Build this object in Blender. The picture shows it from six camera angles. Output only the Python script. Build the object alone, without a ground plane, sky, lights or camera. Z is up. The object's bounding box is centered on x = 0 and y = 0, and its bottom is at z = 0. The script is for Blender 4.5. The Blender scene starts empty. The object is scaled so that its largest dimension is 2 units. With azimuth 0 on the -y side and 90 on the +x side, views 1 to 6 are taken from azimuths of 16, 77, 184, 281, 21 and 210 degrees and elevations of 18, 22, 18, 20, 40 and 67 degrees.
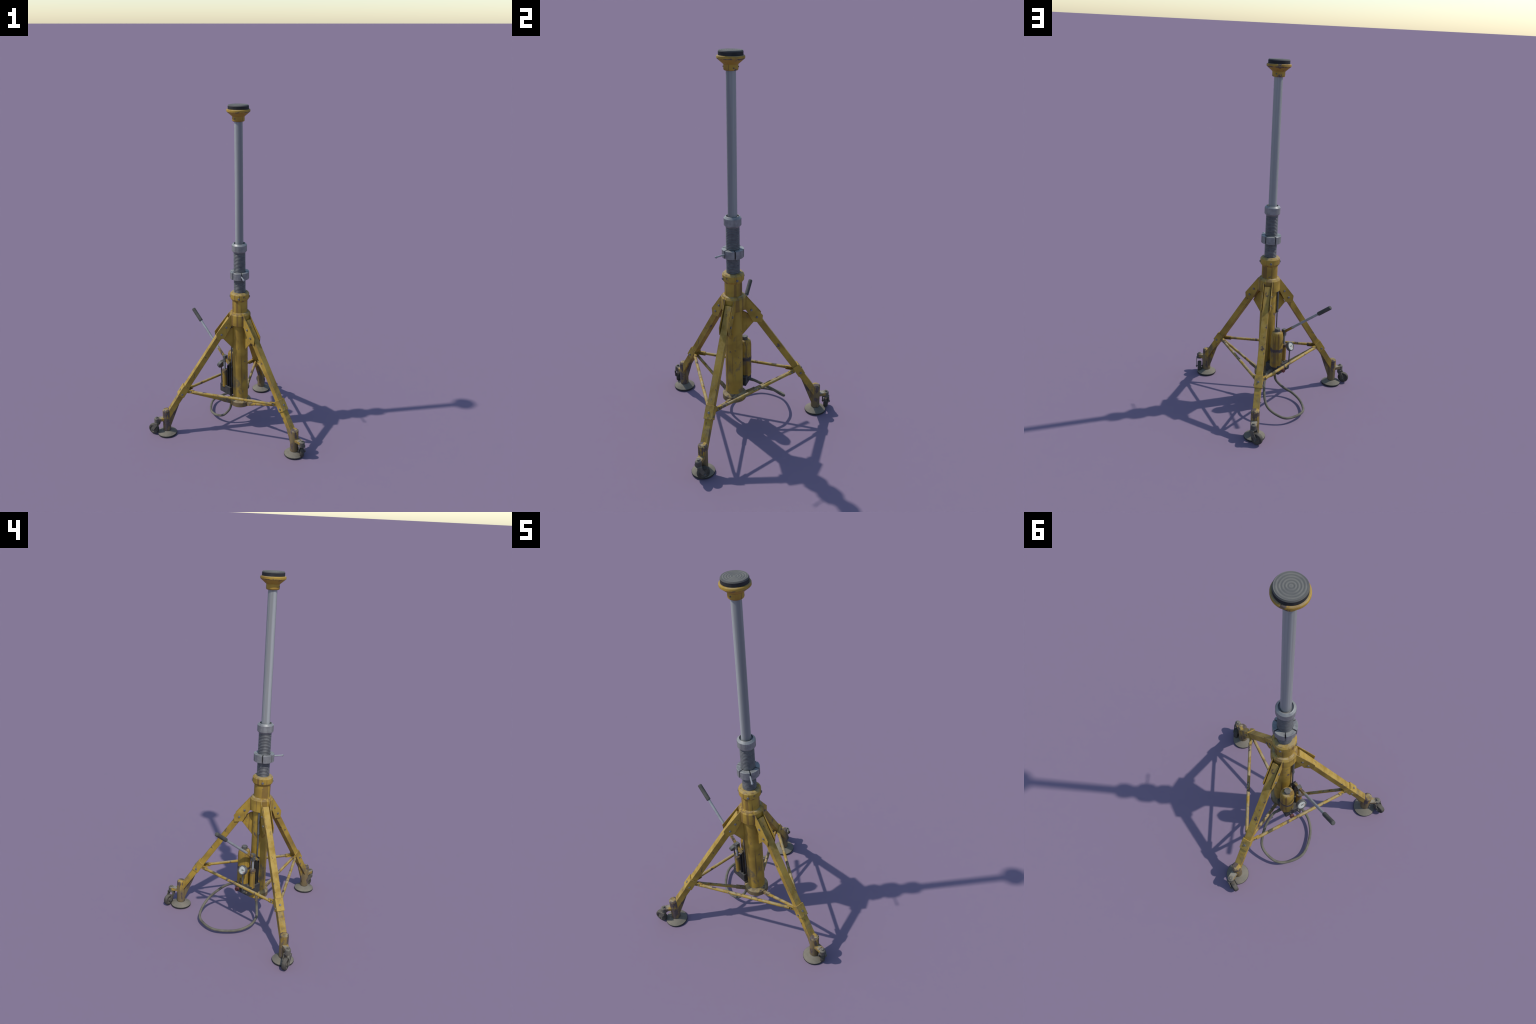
# Tripod hydraulic lifting jack: central ram column on three braced legs with
# swivel casters, hand pump with reservoir, gauge and hose.
import bpy, bmesh, math
from mathutils import Vector, Matrix

AX, AY = 0.0193, -0.1363         # column axis in the world frame
LEG_AZ = (90, 210, 330)         # three legs, 120 degrees apart
PUMP_AZ = 150                   # the pump hangs between two legs
rad = math.radians

# ----------------------------------------------------------------- materials
MATS = {}


class NT:
    """Small helper for building node trees."""
    def __init__(self, name):
        m = bpy.data.materials.new(name)
        m.use_nodes = True
        self.m, self.t = m, m.node_tree
        self.t.nodes.clear()
        self.out = self.n('ShaderNodeOutputMaterial')
        self.p = self.n('ShaderNodeBsdfPrincipled')
        self.l(self.p.outputs[0], self.out.inputs[0])

    def n(self, kind, **kw):
        nd = self.t.nodes.new(kind)
        for k, v in kw.items():
            setattr(nd, k, v)
        return nd

    def l(self, a, b):
        self.t.links.new(a, b)

    def put(self, sock, v):
        if hasattr(v, 'links'):
            self.l(v, sock)
        else:
            sock.default_value = v

    def coord(self, scale=(1, 1, 1), seed=0.0, vary=True):
        tc = self.n('ShaderNodeTexCoord')
        v = tc.outputs['Object']
        if vary:
            oi = self.n('ShaderNodeObjectInfo')
            mu = self.math('MULTIPLY', oi.outputs['Random'], 7.3)
            ad = self.n('ShaderNodeVectorMath', operation='ADD')
            self.l(v, ad.inputs[0])
            self.l(mu, ad.inputs[1])
            v = ad.outputs[0]
        mp = self.n('ShaderNodeMapping')
        mp.inputs['Scale'].default_value = scale
        mp.inputs['Location'].default_value = (seed, seed * 1.7, seed * 0.6)
        self.l(v, mp.inputs[0])
        return mp.outputs[0]

    def noise(self, co, scale, detail=4, rough=0.55, dist=0.0):
        t = self.n('ShaderNodeTexNoise')
        t.inputs['Scale'].default_value = scale
        t.inputs['Detail'].default_value = detail
        t.inputs['Roughness'].default_value = rough
        t.inputs['Distortion'].default_value = dist
        self.l(co, t.inputs['Vector'])
        return t.outputs[0]

    def ramp(self, f, a, b, lo=0.0, hi=1.0):
        r = self.n('ShaderNodeMapRange')
        r.interpolation_type = 'SMOOTHSTEP'
        self.l(f, r.inputs[0])
        r.inputs[1].default_value, r.inputs[2].default_value = a, b
        r.inputs[3].default_value, r.inputs[4].default_value = lo, hi
        return r.outputs[0]

    def math(self, op, a, b=0.0):
        m = self.n('ShaderNodeMath', operation=op)
        self.put(m.inputs[0], a)
        self.put(m.inputs[1], b)
        return m.outputs[0]

    def mix(self, f, a, b):
        m = self.n('ShaderNodeMix', data_type='RGBA')
        self.put(m.inputs[0], f)
        self.put(m.inputs[6], a if hasattr(a, 'links') else (*a, 1))
        self.put(m.inputs[7], b if hasattr(b, 'links') else (*b, 1))
        return m.outputs[2]

    def edge(self, radius, a, b):
        """1 on convex and concave edges, found by rounding the normal."""
        bv = self.n('ShaderNodeBevel', samples=6)
        bv.inputs['Radius'].default_value = radius
        g = self.n('ShaderNodeNewGeometry')
        d = self.n('ShaderNodeVectorMath', operation='DOT_PRODUCT')
        self.l(bv.outputs[0], d.inputs[0])
        self.l(g.outputs['Normal'], d.inputs[1])
        return self.ramp(self.math('SUBTRACT', 1.0, d.outputs['Value']), a, b)

    def bump(self, h, strength, dist):
        b = self.n('ShaderNodeBump')
        b.inputs['Strength'].default_value = strength
        b.inputs['Distance'].default_value = dist
        self.l(h, b.inputs['Height'])
        self.l(b.outputs[0], self.p.inputs['Normal'])

    def done(self, color, rough, metal=0.0, spec=0.4):
        self.put(self.p.inputs['Base Color'], color if hasattr(color, 'links') else (*color, 1))
        self.put(self.p.inputs['Roughness'], rough)
        self.put(self.p.inputs['Metallic'], metal)
        self.p.inputs['Specular IOR Level'].default_value = spec
        return self.m


YELLOW = (0.400, 0.253, 0.036)
YELLOW_DEEP = (0.275, 0.170, 0.027)
RUST = (0.125, 0.066, 0.026)
CHIP = (0.092, 0.074, 0.076)
GRIME = (0.125, 0.100, 0.066)
DUST = (0.36, 0.295, 0.175)


def paint(name, chips=0.66, broad=0.62, thin=0.62, grime=0.62, edge_cut=0.5, edge_w=0.0030, dust=0.5, chip_z=0.75, yellow=YELLOW, deep=YELLOW_DEEP,
          low_span=None, low_gain=0.2, band=None, band_w=(0.006, 0.022), band_gain=0.2, dust_up=(0.35, 0.95), dust_col=DUST):
    """Ochre machine paint: tone drift, run-down stains, chips to dark primer,
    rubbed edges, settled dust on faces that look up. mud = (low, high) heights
    between which extra darker grey-brown fades out; band = height rubbed by a strap."""
    k = NT(name)
    co = k.coord()
    pos = k.n('ShaderNodeTexCoord').outputs['Object']
    sp = k.n('ShaderNodeSeparateXYZ')
    k.l(pos, sp.inputs[0])
    tone = k.noise(co, 11, 4)
    col = k.mix(k.ramp(tone, 0.36, 0.66), yellow, deep)
    # vertical stains: broad bands and hairlines
    b = k.noise(k.coord((46, 46, 1.2), 2.3), 1.0, 1, 0.4)
    col = k.mix(k.ramp(b, broad, broad + 0.025, 0, 0.60), col, RUST)
    t = k.noise(k.coord((150, 150, 2.0), 7.3), 1.0, 2, 0.5)
    col = k.mix(k.ramp(t, thin, thin + 0.05, 0, 0.70), col, RUST)
    # grey-brown grime patches
    g = k.noise(k.coord((1, 1, 0.6), 5.1), 16, 6, 0.64)
    if low_span:
        g = k.math('ADD', g, k.ramp(sp.outputs[2], low_span[0], low_span[1], low_gain, 0.0))  # more of this tone towards the bottom
    col = k.mix(k.ramp(g, grime, grime + 0.14, 0, 0.78), col, GRIME)
    # dust where matter settles
    geo = k.n('ShaderNodeNewGeometry')
    sep = k.n('ShaderNodeSeparateXYZ')
    k.l(geo.outputs['Normal'], sep.inputs[0])
    up = k.ramp(sep.outputs[2], dust_up[0], dust_up[1])
    dn = k.ramp(k.noise(k.coord(seed=8.0), 30, 5, 0.6), 0.36, 0.62)
    col = k.mix(k.math('MULTIPLY', k.math('MULTIPLY', up, dn), dust), col, dust_col)
    # chips
    c1 = k.noise(k.coord((1, 1, chip_z), 3.7), 36, 6, 0.62, 0.3)
    c2 = k.noise(k.coord(seed=9.1), 8, 3)
    cf = k.math('ADD', c1, k.math('MULTIPLY', k.math('SUBTRACT', c2, 0.5), 0.55))
    if band:
        near = k.ramp(k.math('ABSOLUTE', k.math('SUBTRACT', sp.outputs[2], band)), band_w[0], band_w[1], band_gain, 0.0)
        cf = k.math('ADD', cf, near)
    chip = k.ramp(cf, chips, chips + 0.02)
    e = k.edge(edge_w, 0.015, 0.07)
    en = k.ramp(k.noise(k.coord(seed=4.4), 48, 4, 0.65), edge_cut, edge_cut + 0.04)
    chip = k.math('MAXIMUM', chip, k.math('MULTIPLY', e, en))
    cc = k.mix(k.ramp(k.noise(k.coord(seed=6.1), 90, 3), 0.4, 0.65), CHIP, (0.080, 0.052, 0.044))
    col = k.mix(k.math('MULTIPLY', chip, 0.92), col, cc)
    k.bump(k.math('SUBTRACT', 1.0, chip), 0.3, 0.0010)
    MATS[name] = k.done(col, k.ramp(tone, 0.3, 0.7, 0.62, 0.78), 0.0, 0.3)


def plain(name, a, b, scale=40, rough=0.6, metal=0.0, spec=0.4, dust=0.0, dust_col=DUST, bump=0.0, chips=None, streak=None):
    k = NT(name)
    n1 = k.noise(k.coord(seed=1.3), scale, 5, 0.6)
    col = k.mix(k.ramp(n1, 0.35, 0.65), a, b)
    if streak:
        s = k.ramp(k.noise(k.coord((75, 75, 1.0), 2.2), 1.0, 2), 0.50, 0.68, 0, 0.8)
        col = k.mix(s, col, streak)
    if dust:
        geo = k.n('ShaderNodeNewGeometry')
        sep = k.n('ShaderNodeSeparateXYZ')
        k.l(geo.outputs['Normal'], sep.inputs[0])
        up = k.ramp(sep.outputs[2], 0.2, 0.9)
        dn = k.ramp(k.noise(k.coord(seed=3.0), scale * 0.8, 4), 0.3, 0.6)
        col = k.mix(k.math('MULTIPLY', k.math('MULTIPLY', up, dn), dust), col, dust_col)
    if chips:
        c = k.ramp(k.noise(k.coord(seed=7.7), 60, 5, 0.6), 0.60, 0.64)
        col = k.mix(c, col, chips)
    if bump:
        k.bump(k.noise(k.coord(seed=5.0), scale * 4, 3), bump, 0.001)
    MATS[name] = k.done(col, rough, metal, spec)


PALE = (0.46, 0.325, 0.100)
paint('column_paint', chips=0.665, broad=0.69, thin=0.68, grime=0.62, edge_cut=0.55, dust=0.6, low_span=(0.15, 0.45), low_gain=0.22)
paint('flange_paint', chips=0.62, broad=0.58, thin=0.62, grime=0.37, edge_cut=0.5, dust=0.55, dust_up=(0.3, 0.8))
paint('hub_paint', chips=0.675, broad=0.565, thin=0.60, grime=0.66, edge_cut=0.46, dust=0.65)
paint('leg_paint', chips=0.664, broad=0.72, thin=0.72, grime=0.575, edge_cut=0.46, edge_w=0.0034, dust=0.55, dust_up=(0.15, 0.75), dust_col=PALE, low_span=(0.12, 0.30), low_gain=0.14)
paint('plate_paint', chips=0.69, broad=0.70, thin=0.655, grime=0.60, edge_cut=0.46, edge_w=0.0026, dust=0.55, dust_up=(0.15, 0.75), dust_col=PALE)
paint('worn_paint', chips=0.535, broad=0.66, thin=0.62, grime=0.43, edge_cut=0.46, dust=0.8, chip_z=0.30, low_span=(0.03, 0.14), band=0.149, band_w=(0.004, 0.034), band_gain=0.075)
paint('arm_paint', chips=0.54, broad=0.75, thin=0.75, grime=0.42, edge_cut=0.45, dust=0.95, dust_col=(0.27, 0.25, 0.20))
paint('strut_paint', chips=0.590, broad=0.70, thin=0.70, grime=0.50, edge_cut=0.6, dust=0.85, chip_z=0.75)
paint('reservoir_paint', chips=0.645, broad=0.565, thin=0.61, grime=0.56, edge_cut=0.44, dust=0.70, band=0.354)
paint('head_paint', chips=0.650, broad=0.72, thin=0.69, grime=0.58, edge_cut=0.475, edge_w=0.0050, dust=0.65, yellow=(0.385, 0.238, 0.033), deep=(0.275, 0.150, 0.023), chip_z=1.6, band=1.9620, band_w=(0.0018, 0.0044), band_gain=0.20)
plain('collar_steel', (0.255, 0.255, 0.248), (0.185, 0.186, 0.184), 35, 0.45, 0.2, 0.5, dust=0.45, dust_col=(0.37, 0.37, 0.34), streak=(0.17, 0.165, 0.165))
plain('thread_steel', (0.120, 0.121, 0.121), (0.082, 0.083, 0.085), 50, 0.5, 0.1, 0.5)
plain('rod_steel', (0.30, 0.31, 0.315), (0.25, 0.26, 0.265), 40, 0.45, 0.1, 0.5)
plain('bolt_steel', (0.175, 0.175, 0.185), (0.11, 0.10, 0.10), 90, 0.5, 0.2, 0.5, dust=0.2)
plain('dusty_steel', (0.200, 0.178, 0.138), (0.148, 0.135, 0.106), 26, 0.85, 0.0, 0.2, dust=0.35, dust_col=(0.225, 0.200, 0.152), bump=0.15)
plain('caster_steel', (0.120, 0.106, 0.086), (0.080, 0.072, 0.062), 45, 0.8, 0.0, 0.25, dust=0.75, dust_col=(0.225, 0.203, 0.158), bump=0.15)
plain('black_rubber', (0.026, 0.025, 0.024), (0.038, 0.036, 0.033), 60, 0.75, 0.0, 0.3)
plain('tyre_rubber', (0.080, 0.070, 0.058), (0.052, 0.047, 0.041), 40, 0.9, 0.0, 0.2, dust=0.55, dust_col=(0.18, 0.16, 0.125))
plain('pump_iron', (0.052, 0.051, 0.050), (0.034, 0.034, 0.035), 40, 0.7, 0.0, 0.35, dust=0.6, dust_col=(0.115, 0.108, 0.092))
plain('shaded_iron', (0.026, 0.025, 0.025), (0.036, 0.034, 0.033), 40, 0.6, 0.0, 0.35)  # iron colour blackened to hold the shade inside the link channel
plain('dark_steel', (0.105, 0.104, 0.098), (0.068, 0.068, 0.066), 50, 0.6, 0.1, 0.4, dust=0.45, dust_col=(0.2, 0.19, 0.165))
plain('gauge_steel', (0.120, 0.120, 0.114), (0.090, 0.090, 0.086), 50, 0.55, 0.1, 0.45, dust=0.4, dust_col=(0.2, 0.19, 0.165))
plain('pipe_steel', (0.115, 0.117, 0.118), (0.082, 0.085, 0.087), 40, 0.5, 0.1, 0.5)
plain('grip_rubber', (0.056, 0.055, 0.050), (0.074, 0.072, 0.063), 40, 0.8, 0.0, 0.3, dust=0.3, dust_col=(0.15, 0.145, 0.12))
plain('hose_rubber', (0.150, 0.137, 0.104), (0.098, 0.092, 0.073), 25, 0.85, 0.0, 0.2, dust=0.4, dust_col=(0.20, 0.182, 0.138))
plain('brass', (0.19, 0.145, 0.085), (0.14, 0.115, 0.075), 60, 0.6, 0.1, 0.4)
plain('dial_white', (0.50, 0.50, 0.45), (0.41, 0.41, 0.36), 50, 0.5, 0.0, 0.4)
plain('dial_black', (0.02, 0.02, 0.02), (0.025, 0.025, 0.025), 50, 0.5)
plain('dial_red', (0.45, 0.07, 0.06), (0.40, 0.06, 0.05), 50, 0.5)
plain('knob_red', (0.17, 0.035, 0.032), (0.085, 0.033, 0.028), 60, 0.65, dust=0.3, dust_col=(0.24, 0.13, 0.10))
plain('band_black', (0.050, 0.044, 0.047), (0.080, 0.052, 0.044), 70, 0.7)
plain('slot_shade', (0.022, 0.022, 0.023), (0.032, 0.032, 0.032), 60, 0.8)  # near-black colour that paints the shade inside the ring slots


def pad_material():
    """Black rubber with pale dust on the tread rings, darker colour in the grooves."""
    k = NT('pad_rubber')
    tc = k.n('ShaderNodeTexCoord')
    sp = k.n('ShaderNodeSeparateXYZ')
    k.l(tc.outputs['Object'], sp.inputs[0])
    cb = k.n('ShaderNodeCombineXYZ')
    k.l(sp.outputs[0], cb.inputs[0])
    k.l(sp.outputs[1], cb.inputs[1])
    ln = k.n('ShaderNodeVectorMath', operation='LENGTH')
    k.l(cb.outputs[0], ln.inputs[0])
    w = k.math('COSINE', k.math('MULTIPLY', k.math('SUBTRACT', ln.outputs['Value'], 0.0105 * 0.93), 2 * math.pi / 0.0105))
    groove = k.ramp(w, -0.6, 0.9, 0.0, 0.58)
    n1 = k.ramp(k.noise(k.coord(seed=2.0), 28, 5, 0.6), 0.36, 0.66, 0.0, 0.6)
    geo = k.n('ShaderNodeNewGeometry')
    sep = k.n('ShaderNodeSeparateXYZ')
    k.l(geo.outputs['Normal'], sep.inputs[0])
    up = k.ramp(sep.outputs[2], 0.15, 0.85)
    top = k.mix(groove, (0.172, 0.166, 0.143), (0.085, 0.087, 0.084))
    top = k.mix(n1, top, (0.110, 0.110, 0.105))
    side = k.mix(n1, (0.020, 0.020, 0.022), (0.038, 0.038, 0.039))
    MATS['pad_rubber'] = k.done(k.mix(up, side, top), 0.8, 0.0, 0.3)


pad_material()


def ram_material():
    """Drawn steel tube: fine lengthwise lines, two darker stripes and a
    lighter stripe running the full length."""
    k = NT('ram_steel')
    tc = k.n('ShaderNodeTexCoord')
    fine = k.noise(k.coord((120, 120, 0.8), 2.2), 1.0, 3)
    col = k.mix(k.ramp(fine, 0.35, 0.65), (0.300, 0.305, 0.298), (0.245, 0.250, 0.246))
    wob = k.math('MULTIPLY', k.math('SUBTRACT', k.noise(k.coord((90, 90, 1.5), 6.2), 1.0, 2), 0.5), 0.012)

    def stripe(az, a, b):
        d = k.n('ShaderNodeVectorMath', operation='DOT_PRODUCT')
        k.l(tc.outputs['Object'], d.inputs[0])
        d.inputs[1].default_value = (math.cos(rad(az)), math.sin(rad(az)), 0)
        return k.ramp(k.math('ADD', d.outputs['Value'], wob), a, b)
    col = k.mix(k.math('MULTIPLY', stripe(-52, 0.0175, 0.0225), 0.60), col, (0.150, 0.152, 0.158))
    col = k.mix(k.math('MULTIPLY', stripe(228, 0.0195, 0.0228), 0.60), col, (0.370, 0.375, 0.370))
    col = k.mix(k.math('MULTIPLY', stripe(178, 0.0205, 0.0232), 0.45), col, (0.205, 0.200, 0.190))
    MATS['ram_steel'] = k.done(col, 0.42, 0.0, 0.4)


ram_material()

# ------------------------------------------------------------------ geometry


def finish(bm, name, mat, angle=28, smooth=True):
    bmesh.ops.recalc_face_normals(bm, faces=bm.faces[:])
    me = bpy.data.meshes.new(name)
    bm.to_mesh(me)
    bm.free()
    me.materials.append(MATS[mat])
    if smooth:
        me.polygons.foreach_set('use_smooth', [True] * len(me.polygons))
        me.set_sharp_from_angle(angle=rad(angle))
    return me


def bevel(bm, w, seg=1, ang=35):
    es = [e for e in bm.edges if len(e.link_faces) == 2 and e.calc_face_angle(0) > rad(ang)]
    if w > 0 and es:
        bmesh.ops.bevel(bm, geom=es, offset=w, segments=seg, profile=0.5, affect='EDGES', clamp_overlap=True)


def rounded(prof, rr, seg=3):
    """Round the inner corners of an open (r, z) profile."""
    out = [prof[0]]
    for a, b, c in zip(prof, prof[1:], prof[2:]):
        a, b, c = Vector(a), Vector(b), Vector(c)
        u, v = a - b, c - b
        d = min(rr, u.length * 0.45, v.length * 0.45)
        if b.x < 1e-6 or d < 1e-6 or abs(u.angle(v) - math.pi) < 0.2:
            out.append(tuple(b))
            continue
        p, q = b + u.normalized() * d, b + v.normalized() * d
        e = min(d * 1.6, u.length * 0.48, v.length * 0.48)
        out.append(tuple(b + u.normalized() * e))            # support loop keeps the flats flat
        for i in range(seg + 1):
            t = i / seg
            out.append(tuple(p * (1 - t) ** 2 + b * 2 * t * (1 - t) + q * t * t))
        out.append(tuple(b + v.normalized() * e))
    out.append(prof[-1])
    return out


def lathe_bm(prof, seg=40, rr=0.0, M=None, closed=False):
    """Revolve (r, z) points about z. Points with r = 0 become poles."""
    if rr:
        prof = rounded(prof, rr)
    bm = bmesh.new()
    rings = []
    for r, z in prof:
        if r < 1e-7:
            rings.append([bm.verts.new((0, 0, z))])
        else:
            rings.append([bm.verts.new((r * math.cos(2 * math.pi * i / seg), r * math.sin(2 * math.pi * i / seg), z)) for i in range(seg)])
    pairs = list(zip(rings, rings[1:]))
    if closed:
        pairs.append((rings[-1], rings[0]))
    for a, b in pairs:
        for i in range(seg):
            j = (i + 1) % seg
            if len(a) == 1 and len(b) == 1:
                continue
            if len(a) == 1:
                bm.faces.new((a[0], b[i], b[j]))
            elif len(b) == 1:
                bm.faces.new((a[i], a[j], b[0]))
            else:
                bm.faces.new((a[i], a[j], b[j], b[i]))
    if M:
        bmesh.ops.transform(bm, matrix=M, verts=bm.verts[:])
    return bm


def lathe(name, prof, mat, seg=40, rr=0.0009, M=None, closed=False, angle=32):
    return finish(lathe_bm(prof, seg, rr, M, closed), name, mat, angle)


def prism_bm(outline, depth, axis='y', bev=0.0008, off=0.0):
    """Extrude a closed outline. axis 'y': outline is (x, z), depth along y."""
    bm = bmesh.new()
    def co(p, d):
        if axis == 'y':
            return (p[0], d, p[1])
        if axis == 'z':
            return (p[0], p[1], d)
        return (d, p[0], p[1])
    a = [bm.verts.new(co(p, off - depth / 2)) for p in outline]
    b = [bm.verts.new(co(p, off + depth / 2)) for p in outline]
    bm.faces.new(a)
    bm.faces.new(b[::-1])
    n = len(outline)
    for i in range(n):
        j = (i + 1) % n
        bm.faces.new((a[i], b[i], b[j], a[j]))
    bmesh.ops.recalc_face_normals(bm, faces=bm.faces[:])
    bevel(bm, bev)
    return bm


def box_bm(x0, x1, y0, y1, z0, z1, bev=0.001):
    return prism_bm([(x0, z0), (x1, z0), (x1, z1), (x0, z1)], y1 - y0, 'y', bev, (y0 + y1) / 2)


def join(*bms):
    base = bmesh.new()
    for b in bms:
        tmp = bpy.data.meshes.new('tmp')
        b.to_mesh(tmp)
        b.free()
        base.from_mesh(tmp)
        bpy.data.meshes.remove(tmp)
    return base


def xf(bm, M):
    bmesh.ops.transform(bm, matrix=M, verts=bm.verts[:])
    return bm


def align(p, d, up=(0, 0, 1)):
    """Matrix that carries +z to direction d, placed at p."""
    return Matrix.Translation(p) @ Vector(d).to_track_quat('Z', 'Y').to_matrix().to_4x4()


def rod_bm(a, b, r, seg=20, bev=0.0006):
    a, b = Vector(a), Vector(b)
    L = (b - a).length
    return lathe_bm([(0, 0), (r, 0), (r, L), (0, L)], seg, bev, align(a, b - a))


def tube_path(pts, r, seg=14, steps=10):
    """Sweep a circle along a Catmull-Rom curve through pts."""
    P = [Vector(p) for p in pts]
    P = [P[0] * 2 - P[1]] + P + [P[-1] * 2 - P[-2]]
    path = []
    for i in range(1, len(P) - 2):
        a, b, c, d = P[i - 1:i + 3]
        for s in range(steps):
            t = s / steps
            path.append(0.5 * (b * 2 + (c - a) * t + (a * 2 - b * 5 + c * 4 - d) * t * t + (b * 3 - a - c * 3 + d) * t ** 3))
    path.append(P[-2])
    bm = bmesh.new()
    rings, nrm = [], None
    for i, p in enumerate(path):
        tan = (path[min(i + 1, len(path) - 1)] - path[max(i - 1, 0)]).normalized()
        if nrm is None:
            nrm = tan.orthogonal().normalized()
        nrm = (nrm - tan * nrm.dot(tan)).normalized()
        bi = tan.cross(nrm)
        rings.append([bm.verts.new(p + (nrm * math.cos(2 * math.pi * k / seg) + bi * math.sin(2 * math.pi * k / seg)) * r) for k in range(seg)])
    for a, b in zip(rings, rings[1:]):
        for k in range(seg):
            j = (k + 1) % seg
            bm.faces.new((a[k], a[j], b[j], b[k]))
    bm.faces.new(rings[0][::-1])
    bm.faces.new(rings[-1])
    return bm


COL = bpy.context.scene.collection


def obj(name, me, parent=None, M=None):
    o = bpy.data.objects.new(name, me)
    COL.objects.link(o)
    if parent is not None:
        o.parent = parent
    if M is not None:
        o.matrix_local = M
    return o


# ---------------------------------------------------------------- the object
root = bpy.data.objects.new('tripod_jack', None)
COL.objects.link(root)
root.location = (AX, AY, 0)
root['label'] = 'worn yellow tripod lifting jack with hydraulic hand pump'
root['category'] = 'tripod jack'

# --- column, flange and hub -------------------------------------------------
obj('column', lathe('column', [(0, 0.172), (0.0462, 0.172), (0.0462, 0.716), (0, 0.716)], 'column_paint', 48), root)
obj('base_flange', lathe('base_flange', [(0, 0.1500), (0.0620, 0.1500), (0.0640, 0.1520), (0.0640, 0.1805), (0.0460, 0.1950), (0.03, 0.1950)], 'flange_paint', 40), root)
hub = obj('hub', lathe('hub', [(0.04, 0.6965), (0.0630, 0.6965), (0.0642, 0.6985), (0.0642, 0.7630), (0.0560, 0.7745), (0.0465, 0.7775), (0.04, 0.7775)], 'hub_paint', 40), root)
obj('neck', lathe('neck', [(0.0457, 0.770), (0.0457, 0.858)], 'hub_paint', 40, 0), root)
cap = obj('cap_ring', lathe('cap_ring', [(0.040, 0.8480), (0.0465, 0.8480), (0.0567, 0.8620), (0.0567, 0.8910), (0.0490, 0.8995), (0.0345, 0.9010), (0.0335, 0.885)], 'hub_paint', 40), root)


def hex_bolt(name, r=0.0060, h=0.0045, mat='bolt_steel'):
    bm = prism_bm([(r * math.cos(rad(60 * i)), r * math.sin(rad(60 * i))) for i in range(6)], h + 0.002, 'z', 0.0009, h / 2 - 0.001)
    return finish(bm, name, mat)


BOLT = hex_bolt('bolt', 0.0069, 0.0044)
for i in range(4):
    a = rad(11 + 90 * i)
    d = Vector((math.cos(a), math.sin(a), 0))
    obj('cap_screw', BOLT, cap, align(d * 0.0567 + Vector((0, 0, 0.8720)), d))

# --- threaded sleeve --------------------------------------------------------


def thread_mesh(r0, depth, z0, z1, pitch, seg=48, per=6):
    bm = bmesh.new()
    n = int(round((z1 - z0) / pitch * per))
    rows = []
    for i in range(n + 1):
        z = z0 + (z1 - z0) * i / n
        row = []
        for k in range(seg):
            th = 2 * math.pi * k / seg
            ph = ((z - z0) / pitch - k / seg) % 1.0
            f = min(1.0, max(0.0, (abs(ph - 0.5) * 2 - 0.30) / 0.40))   # 1 on the crest
            r = r0 - depth * (1 - f)
            row.append(bm.verts.new((r * math.cos(th), r * math.sin(th), z)))
        rows.append(row)
    for a, b in zip(rows, rows[1:]):
        for k in range(seg):
            j = (k + 1) % seg
            bm.faces.new((a[k], a[j], b[j], b[k]))
    return finish(bm, 'threaded_sleeve', 'thread_steel', 80)


obj('threaded_sleeve', thread_mesh(0.0353, 0.0020, 0.888, 1.151, 0.0086, per=10), root)
obj('collar', lathe('collar', [(0.0300, 1.1480), (0.0355, 1.1480), (0.0447, 1.1585), (0.0447, 1.1935), (0.0350, 1.2040), (0.0325, 1.2040), (0.0315, 1.194), (0.0225, 1.193)], 'collar_steel', 40), root)

# slotted locking ring: six segments of a crown parted by narrow slots
nut = obj('locking_ring', lathe('locking_ring', [(0.0345, 0.9890), (0.0445, 0.9890), (0.0445, 1.0285), (0.0345, 1.0285)], 'slot_shade', 60, 0, closed=True), root)  # core coloured dark so the slot bottoms carry painted shade


def ring_segment(half, r0, r1, z0, z1):
    n = 10
    outer = [(r1 * math.cos(rad(-half + 2 * half * i / n)), r1 * math.sin(rad(-half + 2 * half * i / n))) for i in range(n + 1)]
    inner = [(r0 * math.cos(rad(-half + 2 * half * i / n)), r0 * math.sin(rad(-half + 2 * half * i / n))) for i in range(n + 1)]
    return finish(prism_bm(outer + inner[::-1], z1 - z0, 'z', 0.0014, (z0 + z1) / 2), 'ring_segment', 'collar_steel')


SEG = ring_segment(26.9, 0.0350, 0.0567, 0.9865, 1.0298)
for i in range(6):
    obj('ring_segment', SEG, nut, Matrix.Rotation(rad(32 + 60 * i), 4, 'Z'))
hd = Vector((math.cos(rad(-60)), math.sin(rad(-60)), 0))
obj('locking_handle', lathe('locking_handle', [(0, 0.045), (0.0041, 0.045), (0.0041, 0.1045), (0.0062, 0.1085), (0.0062, 0.1105), (0, 0.1195)], 'rod_steel', 16, 0.0005,
    align((0, 0, 1.0100), hd)), nut)

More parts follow.
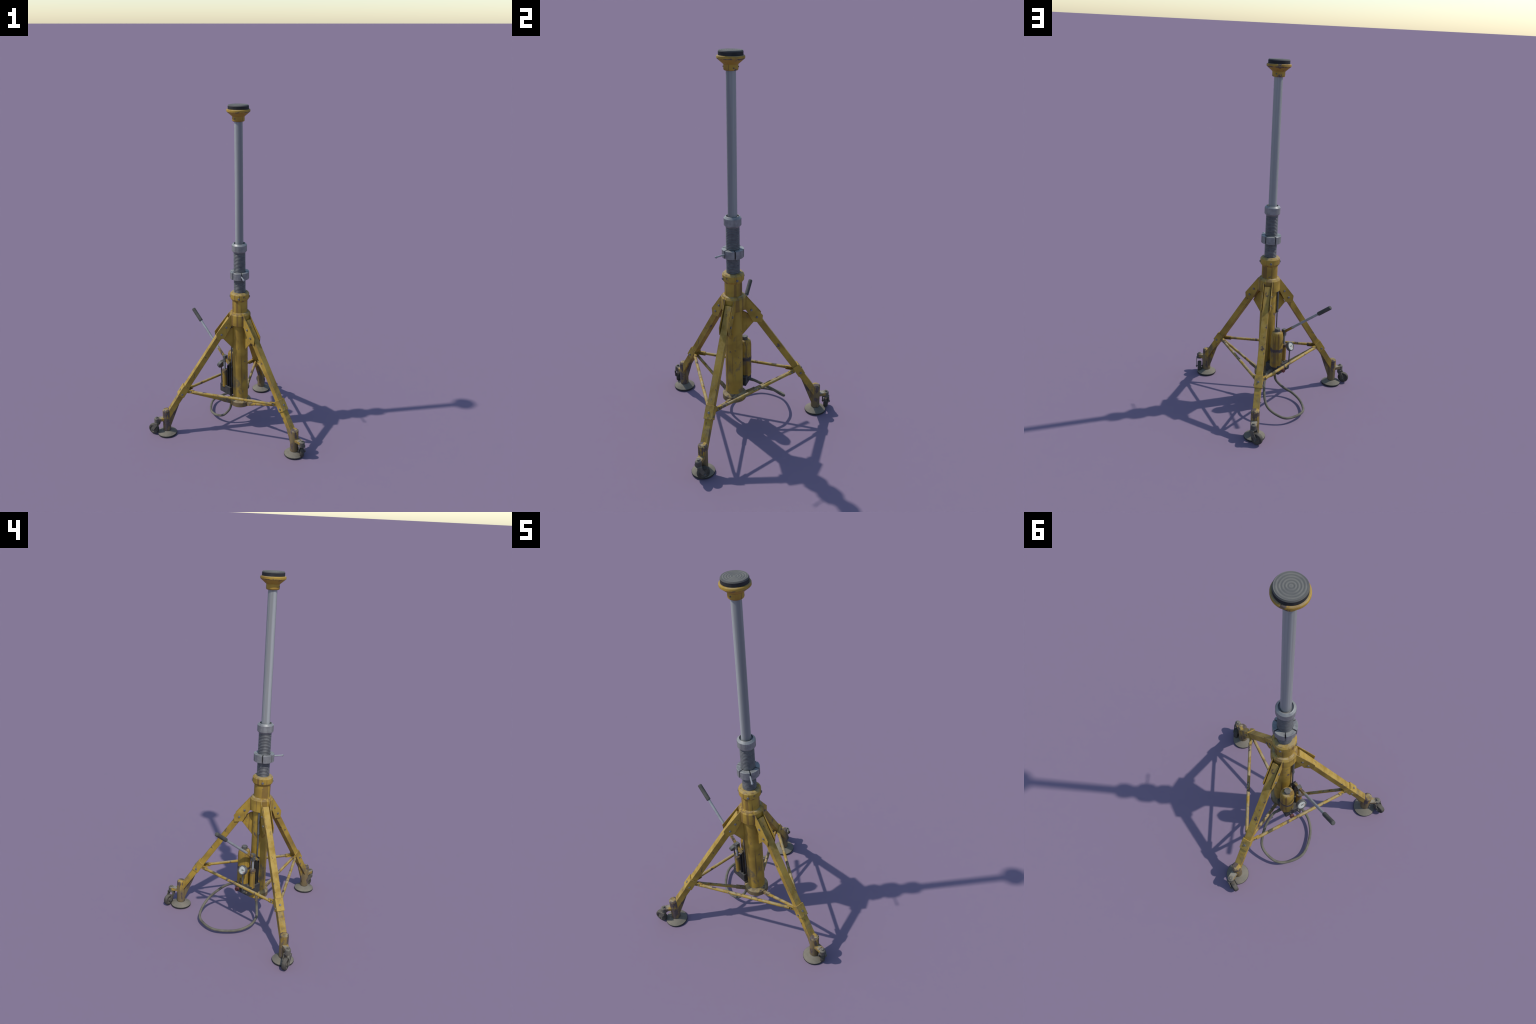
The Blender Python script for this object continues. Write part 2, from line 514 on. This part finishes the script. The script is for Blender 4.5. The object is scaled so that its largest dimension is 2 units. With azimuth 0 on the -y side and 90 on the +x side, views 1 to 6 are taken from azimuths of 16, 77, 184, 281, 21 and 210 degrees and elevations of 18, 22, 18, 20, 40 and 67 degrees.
# --- ram and head -----------------------------------------------------------
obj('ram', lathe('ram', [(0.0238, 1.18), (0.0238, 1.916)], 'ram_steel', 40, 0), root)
head = obj('lifting_head', lathe('lifting_head', [(0, 1.9090), (0.0315, 1.9090), (0.0350, 1.9135), (0.0350, 1.9365), (0.0666, 1.9630), (0.0666, 1.9730), (0.0640, 1.9765), (0.0560, 1.9770), (0.05, 1.974), (0, 1.974)],
    'head_paint', 40, 0.0010), root)
pad = [(0, 1.970), (0.0582, 1.970), (0.0588, 1.9735), (0.0588, 1.9930), (0.0555, 1.9985)]
for i in range(40, -1, -1):                      # shallow concentric grooves on the top face
    r = 0.0545 * i / 40
    pad.append((r, 1.9990 - 0.0013 * (0.5 + 0.5 * math.cos(2 * math.pi * (r / 0.0105 - 0.93))) * (1 if r > 0.004 else 0.2)))
ztop = max(z for _, z in pad)
pad = [(r, z + 2.0 - ztop) if z > 1.98 else (r, z) for r, z in pad]
obj('rubber_pad', lathe('rubber_pad', pad, 'pad_rubber', 48, 0, angle=30), head)
for az in (75, -106):
    d = Vector((math.cos(rad(az)), math.sin(rad(az)), 0))
    obj('set_screw', finish(rod_bm((0, 0, -0.002), (0, 0, 0.0028), 0.0034, 12, 0.0005), 'set_screw', 'dark_steel'), head, align(d * 0.0348 + Vector((0, 0, 1.9255)), d))

# --- legs -------------------------------------------------------------------
# In the leg frame x runs outward from the column axis, y sideways, z up.
U = Vector((0.5519, 0, -0.8339))        # down along the tube
N = Vector((0.8339, 0, 0.5519))         # outward from its upper face


def un(s, n):
    p = U * s + N * n
    return (p.x, p.z)


def line_at_x(n, x):
    return (x, (n - x * N.x) / N.z)


TUBE_IN, TUBE_OUT, TUBE_W = 0.4361, 0.4692, 0.0182
tube_outline = [un(-0.5755, TUBE_OUT), un(-0.5755, TUBE_IN), line_at_x(TUBE_IN, 0.466), line_at_x(TUBE_OUT, 0.466)]
LEG = finish(prism_bm(tube_outline, TUBE_W * 2, 'y', 0.0010), 'leg', 'leg_paint')
PLATE = finish(join(*[prism_bm([(0.050, 0.768), (0.0605, 0.7645), (0.1528, 0.6475), (0.1482, 0.6055), (0.0995, 0.6150), (0.0605, 0.689), (0.050, 0.69)], 0.0032, 'y', 0.0006)]), 'bracket_plate', 'plate_paint')
WEB = finish(prism_bm([un(-0.572, 0.4560), un(-0.572, 0.4335), un(-0.446, 0.4335), un(-0.446, 0.4560)], 0.0464, 'y', 0), 'bracket_web', 'plate_paint')
curve = [(0.044, 0.6735), (0.056, 0.669), (0.066, 0.6635), (0.076, 0.6555), (0.086, 0.644), (0.095, 0.630), (0.104, 0.612), (0.1085, 0.605)]
GUSSET = finish(prism_bm(curve + [(0.1035, 0.600), (0.047, 0.534), (0.044, 0.534)], 0.009, 'y', 0.0008), 'gusset', 'plate_paint')
sl = [un(-0.0712, 0.4752), un(-0.0712, 0.4350), un(-0.0015, 0.4333), un(-0.0015, 0.4752)]
SLEEVE = finish(prism_bm(sl, 0.0458, 'y', 0.0010), 'brace_sleeve', 'plate_paint')
FX = 0.4674
POST = lathe('foot_post', [(0, 0.0262), (0.0225, 0.0262), (0.0245, 0.0285), (0.0245, 0.1600), (0.0180, 0.1675), (0, 0.1690)], 'worn_paint', 32, 0.0015, Matrix.Translation((FX, 0, 0)))
FOOT_GUSSET = finish(prism_bm([(0.379, 0.2170), (0.450, 0.112), (0.450, 0.043), (0.4420, 0.0535)], 0.010, 'y', 0.0008), 'foot_gusset', 'worn_paint')
DISC = lathe('foot_pad', [(0.0590, 0.0075), (0.0588, 0.0095), (0.0265, 0.0252), (0.0, 0.0272)], 'dusty_steel', 24, 0.0015, Matrix.Translation((FX, 0, 0)))
SOLE = lathe('foot_sole', [(0, 0), (0.0585, 0), (0.0597, 0.0014), (0.0597, 0.0084), (0.0580, 0.0090), (0, 0.0090)], 'black_rubber', 24, 0.0006, Matrix.Translation((FX, 0, 0)))
CX = 0.0615                                      # swivel axis from post axis
arm_out = [(FX + 0.014, -0.0165), (FX + 0.030, -0.0165)]
arm_out += [(FX + CX + 0.0152 * math.cos(rad(a)), 0.0152 * math.sin(rad(a))) for a in range(-85, 86, 17)]
arm_out += [(FX + 0.030, 0.0165), (FX + 0.014, 0.0165)]
ARM = finish(prism_bm(arm_out, 0.0185, 'z', 0.0010, 0.1020), 'caster_arm', 'arm_paint')
BOSS = lathe('caster_boss', [(0, 0.0845), (0.0155, 0.0845), (0.0164, 0.0855), (0.0164, 0.1085), (0.0135, 0.1128), (0.0085, 0.1140), (0, 0.1140)], 'caster_steel', 28, 0.0010, Matrix.Translation((FX + CX, 0, 0)))
SWNUT = finish(xf(prism_bm([(0.0070 * math.cos(rad(60 * i)), 0.0070 * math.sin(rad(60 * i))) for i in range(6)], 0.008, 'z', 0.0008, 0.1165), Matrix.Translation((FX + CX, 0, 0))), 'swivel_nut', 'caster_steel')

# caster fork and wheel, built with the swivel axis at the origin, rolling along +x
TR, WR = 0.0245, 0.0338


def strap(y):
    """Fork cheek: broad at the crown, sweeping back to a rounded axle eye."""
    eye = [(TR + 0.0095 * math.cos(rad(a)), WR + 0.0095 * math.sin(rad(a))) for a in range(-130, 41, 17)]
    return prism_bm([(-0.0130, 0.0845), (-0.0125, 0.0710)] + eye + [(0.0135, 0.0700), (0.0130, 0.0845)], 0.0038, 'y', 0.0006, y)


crown = prism_bm([(0.0155 * math.cos(rad(a)), 0.0200 * math.sin(rad(a))) for a in range(0, 360, 20)], 0.0050, 'z', 0.0008, 0.0825)
FORK = finish(join(strap(-0.0178), strap(0.0178), crown), 'caster_fork', 'caster_steel')
to_y = Matrix.Translation((TR, 0, WR)) @ Matrix.Rotation(rad(90), 4, 'X')
tyre = [(0.0215, -0.0115), (0.0290, -0.0118)] + [(0.0290 + 0.0048 * math.cos(rad(a)), 0.0118 * math.sin(rad(a))) for a in range(-75, 76, 15)] + [(0.0290, 0.0118), (0.0215, 0.0115)]
TYRE = lathe('tyre', tyre, 'tyre_rubber', 36, 0, to_y, closed=True, angle=50)
RIM = lathe('rim', [(0, -0.0125), (0.0085, -0.0125), (0.0100, -0.0085), (0.0200, -0.0075), (0.0218, -0.0105), (0.0218, 0.0105), (0.0200, 0.0075), (0.0100, 0.0085), (0.0085, 0.0125), (0, 0.0125)], 'caster_steel', 28, 0.0008, to_y)
AXLE = finish(join(*[xf(prism_bm([(0.0052 * math.cos(rad(60 * i)), 0.0052 * math.sin(rad(60 * i))) for i in range(6)], 0.0046, 'z', 0.0006, s * 0.0212), to_y) for s in (-1, 1)],
    lathe_bm([(0, -0.0205), (0.003, -0.0205), (0.003, 0.0205), (0, 0.0205)], 12, 0, to_y)), 'axle', 'dark_steel')

SWIVEL = {90: 156, 210: 167, 330: 103}           # world headings of the casters
LEGS = {}
for az in LEG_AZ:
    leg = obj('leg', LEG, root, Matrix.Rotation(rad(az), 4, 'Z'))
    LEGS[az] = leg
    for s in (-1, 1):
        obj('bracket_plate', PLATE, leg, Matrix.Translation((0, s * 0.0242, 0)))
        for x, z in ((0.0900, 0.6853), (0.1196, 0.6411)):
            obj('bolt', BOLT, leg, align((x, s * 0.0256, z), (0, s, 0)))
        p = U * -0.0185 + N * 0.4555
        obj('bolt', BOLT, leg, align((p.x, s * 0.0223, p.z), (0, s, 0)))
    p = U * -0.0340 + N * 0.4745
    obj('bolt', BOLT, leg, align(p, N))
    obj('bracket_web', WEB, leg)
    obj('gusset', GUSSET, leg)
    obj('brace_sleeve', SLEEVE, leg)
    obj('foot_post', POST, leg)
    obj('foot_gusset', FOOT_GUSSET, leg)
    obj('foot_pad', DISC, leg)
    obj('foot_sole', SOLE, leg)
    obj('caster_arm', ARM, leg)
    obj('caster_boss', BOSS, leg)
    obj('swivel_nut', SWNUT, leg)
    W = Matrix.Translation((FX + CX, 0, 0)) @ Matrix.Rotation(rad(SWIVEL[az] - az), 4, 'Z')
    for nm, me in (('caster_fork', FORK), ('tyre', TYRE), ('rim', RIM), ('axle', AXLE)):
        obj(nm, me, leg, W)

# --- braces between the legs and from the flange to each leg ----------------
# cross brace frame: x along the brace, centred; the brace lies at y = -0.184 for heading 270
BZ, BD = 0.2810, 0.1815
BRACE = finish(rod_bm((-0.2535, 0, 0), (0.2535, 0, 0), 0.0084, 18, 0.001), 'cross_brace', 'strut_paint')


def clevis(x0, x1):
    """Short H-section end bracket: a web the bolt goes through and two flanges."""
    a, b = min(x0, x1), max(x0, x1)
    return join(box_bm(a, b, -0.0012, 0.0022, -0.0090, 0.0090, 0.0004), box_bm(a, b, -0.0042, 0.0090, 0.0080, 0.0104, 0.0005),
                box_bm(a, b, -0.0042, 0.0090, -0.0104, -0.0080, 0.0005))


CLEVIS = finish(join(clevis(-0.240, -0.284), clevis(0.240, 0.284)), 'brace_clevis', 'plate_paint')
BRBOLT = hex_bolt('clevis_bolt', 0.0056, 0.0036)
SMALL = hex_bolt('clevis_bolt', 0.0048, 0.0030)
for h in (30, 150, 270):
    M = Matrix.Rotation(rad(h + 90), 4, 'Z') @ Matrix.Translation((0, -BD, BZ))
    br = obj('cross_brace', BRACE, root, M)
    obj('brace_clevis', CLEVIS, br)
    for x in (-0.2615, 0.2615):
        obj('clevis_bolt', BRBOLT, br, align((x, -0.0012, -0.0010), (0, -1, 0)))

ra, rb = Vector((0.060, 0, 0.1645)), Vector((0.338, 0, 0.2735))
rd = (rb - ra).normalized()
RBRACE = finish(rod_bm(ra + rd * 0.050, rb, 0.0084, 18, 0.001), 'radial_brace', 'strut_paint')
tilt = Matrix.Translation(ra) @ Matrix.Rotation(-math.atan2(rd.z, rd.x), 4, 'Y')
RCLEVIS = finish(xf(join(box_bm(-0.004, 0.0535, -0.0070, 0.0070, -0.0102, 0.0102, 0.0008), box_bm(0.052, 0.0600, -0.0078, 0.0078, -0.0084, 0.0100, 0.0008)), tilt), 'radial_clevis', 'flange_paint')
for az in LEG_AZ:
    br = obj('radial_brace', RBRACE, root, Matrix.Rotation(rad(az), 4, 'Z'))
    obj('radial_clevis', RCLEVIS, br)
    p = ra + rd * 0.029
    for s in (-1, 1):
        obj('clevis_bolt', SMALL, br, align((p.x, s * 0.0070, p.z), (0, s, 0)))

# --- hand pump --------------------------------------------------------------
# pump frame: x outward from the column axis, y sideways (towards the 240 degree side)
P = Matrix.Rotation(rad(PUMP_AZ), 4, 'Z')
pump = obj('hand_pump', finish(box_bm(0.0390, 0.1330, -0.0530, 0.0530, 0.2030, 0.2570, 0.0016), 'hand_pump', 'pump_iron'), root, P)
RX, RY = 0.0952, -0.0282
T = Matrix.Translation((RX, RY, 0))
obj('reservoir', lathe('reservoir', [(0, 0.2450), (0.0330, 0.2450), (0.0360, 0.2490), (0.0360, 0.4340), (0.0345, 0.4470), (0.0312, 0.4590), (0.0260, 0.4660), (0, 0.4690)], 'reservoir_paint', 40, 0.003, T), pump)
obj('reservoir_band', lathe('reservoir_band', [(0.0340, 0.3470), (0.0367, 0.3470), (0.0367, 0.3605), (0.0340, 0.3605)], 'band_black', 40, 0, T, closed=True), pump)
capo = [(0.0176 * math.cos(rad(60 * i + 10)), 0.0176 * math.sin(rad(60 * i + 10))) for i in range(6)]
obj('filler_cap', finish(xf(prism_bm(capo, 0.0225, 'z', 0.0018, 0.4743), T), 'filler_cap', 'dark_steel'), pump)

LY = 0.0395                                      # plane of lever, piston and link
LXC = 0.0968
T = Matrix.Translation((LXC + 0.0015, LY + 0.003, 0))
obj('pump_cylinder', lathe('pump_cylinder', [(0, 0.2440), (0.0150, 0.2440), (0.0162, 0.2460), (0.0162, 0.2520), (0.0156, 0.2550), (0.0156, 0.3440), (0.0175, 0.3490), (0.0175, 0.3600), (0.0140, 0.3640), (0, 0.3640)], 'reservoir_paint', 28, 0.001, T), pump)
obj('piston', lathe('piston', [(0.0066, 0.360), (0.0066, 0.425)], 'rod_steel', 20, 0, T), pump)
slope = math.atan(0.79)


def lever_z(x):
    return 0.4400 + 0.79 * (x - LXC)


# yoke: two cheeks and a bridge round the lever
yoke = join(box_bm(LXC - 0.0105, LXC + 0.0105, LY - 0.0114, LY + 0.0114, 0.4160, 0.4590, 0.0012))
obj('yoke', finish(yoke, 'yoke', 'dark_steel'), pump)
obj('yoke_pin', finish(rod_bm((LXC, LY - 0.0140, 0.439), (LXC, LY + 0.0140, 0.439), 0.0042, 14), 'yoke_pin', 'bolt_steel'), pump)
TL = Matrix.Translation((LXC, LY, 0.4400)) @ Matrix.Rotation(-slope, 4, 'Y')
obj('lever_bar', finish(xf(box_bm(-0.0520, 0.0860, -0.0064, 0.0064, -0.0078, 0.0078, 0.0012), TL), 'lever_bar', 'worn_paint'), pump)
L = lambda x: (x - LXC) / math.cos(slope)
obj('lever_rod', lathe('lever_rod', [(0, 0.0720), (0.0074, 0.0720), (0.0086, 0.0745), (0.0073, 0.0960), (0.0073, 0.300), (0, 0.300)], 'rod_steel', 20, 0.001, TL @ Matrix.Rotation(rad(90), 4, 'Y')), pump)
obj('lever_grip', lathe('lever_grip', [(0, 0.2900), (0.0098, 0.2900), (0.0117, 0.2925), (0.0117, 0.3850), (0.0085, 0.3890), (0, 0.3890)], 'grip_rubber', 24, 0.002, TL @ Matrix.Rotation(rad(90), 4, 'Y')), pump)
# fulcrum link: open channel standing on the block
lx, t0, t1 = 0.0580, LY - 0.0105, LY + 0.0110
link = join(box_bm(lx - 0.0104, lx - 0.0078, t0, t1 - 0.003, 0.2540, 0.4240, 0.0006), box_bm(lx + 0.0078, lx + 0.0106, t0, t1, 0.2540, 0.4030, 0.0006),
            box_bm(lx - 0.0080, lx + 0.0080, t0 + 0.0003, t0 + 0.0034, 0.2545, 0.4240, 0.0006))
obj('fulcrum_link', finish(link, 'fulcrum_link', 'shaded_iron'), pump)
obj('fulcrum_pin', finish(rod_bm((lx, LY - 0.013, 0.4100), (lx, LY + 0.013, 0.4100), 0.0045, 14), 'fulcrum_pin', 'dark_steel'), pump)

# pressure gauge on a thin stand-pipe
gp, gtilt = Vector((0.1630, 0.0210, 0.3735)), rad(25)
gn = Vector((math.cos(gtilt), 0, math.sin(gtilt)))
G = Matrix.Translation(gp) @ Matrix(((0, -math.sin(gtilt), math.cos(gtilt), 0), (1, 0, 0, 0), (0, math.cos(gtilt), math.sin(gtilt), 0), (0, 0, 0, 1)))
obj('gauge_case', lathe('gauge_case', [(0, -0.0190), (0.0225, -0.0190), (0.0270, -0.0150), (0.0275, 0.0010), (0.0262, 0.0030), (0.0222, 0.0030), (0.0215, -0.0005), (0, -0.0010)], 'gauge_steel', 36, 0.001, G), pump)
obj('gauge_dial', lathe('gauge_dial', [(0, -0.0006), (0.0216, -0.0006), (0.0216, 0.0003), (0, 0.0003)], 'dial_white', 36, 0, G), pump)
marks = []
for i in range(11):
    a = rad(225 - 27 * i)
    marks.append(xf(box_bm(0.0168, 0.0196, -0.0004, 0.0004, 0.0001, 0.0006, 0), Matrix.Rotation(a, 4, 'Z')))
obj('gauge_marks', finish(join(*[xf(m, G) for m in marks]), 'gauge_marks', 'dial_black'), pump)
red = [(r * math.cos(rad(a)), r * math.sin(rad(a))) for r, seq in ((0.0188, range(-50, -14, 5)), (0.0166, range(-15, -51, -5))) for a in seq]
obj('gauge_red_zone', finish(xf(prism_bm(red, 0.0006, 'z', 0, 0.0005), G), 'gauge_red_zone', 'dial_red'), pump)
needle = join(xf(prism_bm([(-0.004, -0.0011), (0.0150, -0.0004), (0.0150, 0.0004), (-0.004, 0.0011)], 0.0007, 'z', 0, 0.0012), Matrix.Rotation(rad(8), 4, 'Z')), lathe_bm([(0, 0), (0.0026, 0), (0.0026, 0.0020), (0, 0.0020)], 16))
obj('gauge_needle', finish(xf(needle, G), 'gauge_needle', 'dial_black'), pump)
obj('gauge_pipe', finish(tube_path([(0.1560, 0.0210, 0.355), (0.1558, 0.0210, 0.325), (0.1545, 0.0210, 0.270), (0.1535, 0.0210, 0.236), (0.1490, 0.0210, 0.2240), (0.1300, 0.0210, 0.2215)], 0.0041, 12), 'gauge_pipe', 'pipe_steel'), pump)
obj('gauge_fitting', finish(rod_bm((0.131, 0.021, 0.2215), (0.1445, 0.021, 0.2215), 0.0068, 6, 0.0008), 'gauge_fitting', 'dark_steel'), pump)
obj('bleed_plug', finish(rod_bm((0.131, 0.036, 0.2225), (0.1400, 0.036, 0.2225), 0.0058, 6, 0.0008), 'bleed_plug', 'brass'), pump)
obj('bleed_plug', finish(rod_bm((0.117, 0.028, 0.255), (0.117, 0.028, 0.2620), 0.0050, 6, 0.0008), 'bleed_plug', 'brass'), pump)
# release knob
obj('knob_stem', finish(rod_bm((0.130, -0.0256, 0.2280), (0.145, -0.0256, 0.2280), 0.0048, 14), 'knob_stem', 'dark_steel'), pump)
obj('release_knob', lathe('release_knob', [(0, 0), (0.0100, 0), (0.0125, 0.0020), (0.0125, 0.0130), (0.0100, 0.0160), (0, 0.0160)], 'knob_red', 10, 0.001, align((0.1420, -0.0256, 0.2280), (1, 0, 0)), angle=25), pump)

# riser pipe from block to hub, beside the column
riser = join(rod_bm((0.0480, 0.0300, 0.250), (0.0478, 0.0285, 0.565), 0.0036, 14), rod_bm((0.0478, 0.0285, 0.563), (0.0475, 0.0270, 0.700), 0.0056, 14))
rp = obj('riser_pipe', finish(riser, 'riser_pipe', 'pipe_steel'), root, P)
for z in (0.392, 0.5655):
    obj('pipe_union', finish(xf(prism_bm([(0.0082 * math.cos(rad(60 * i)), 0.0082 * math.sin(rad(60 * i))) for i in range(6)], 0.0135, 'z', 0.0010, z), Matrix.Translation((0.0478, 0.0290, 0))), 'pipe_union', 'dark_steel'), rp)

# hose: leaves the block sideways, loops above the ground, returns under the block
hp = [(-0.0325, -0.0520, 0.2240), (-0.018, -0.0280, 0.2230), (-0.0026, 0.0031, 0.2116), (0.0018, 0.0743, 0.1644), (-0.0288, 0.1519, 0.0888), (-0.1189, 0.1725, 0.0396), (-0.1872, 0.1333, 0.028), (-0.232, 0.051, 0.0236),
      (-0.2099, -0.058, 0.0215), (-0.1582, -0.1292, 0.0322), (-0.093, -0.1591, 0.0527), (-0.0498, -0.1523, 0.0987), (-0.0400, -0.1455, 0.145), (-0.0400, -0.1455, 0.205)]
hp = [Vector(p) - Vector((AX, AY, 0)) for p in hp]
hose = obj('hose', finish(tube_path(hp, 0.0075, 14, 10), 'hose', 'hose_rubber', 60), root)
for a, b, r in ((hp[0], hp[1], 0.0088), (hp[1] * 0.35 + hp[0] * 0.65, hp[2] * 0.25 + hp[1] * 0.75, 0.0078)):
    obj('hose_fitting', finish(rod_bm(a, b, r, 16, 0.001), 'hose_fitting', 'dark_steel'), hose)
for z0, z1, r in ((0.172, 0.206, 0.0078), (0.136, 0.176, 0.0094)):
    e = Vector((hp[-1].x, hp[-1].y, 0))
    obj('hose_fitting', finish(rod_bm(e + Vector((0, 0, z0)), e + Vector((0, 0, z1)), r, 16, 0.001), 'hose_fitting', 'brass'), hose)
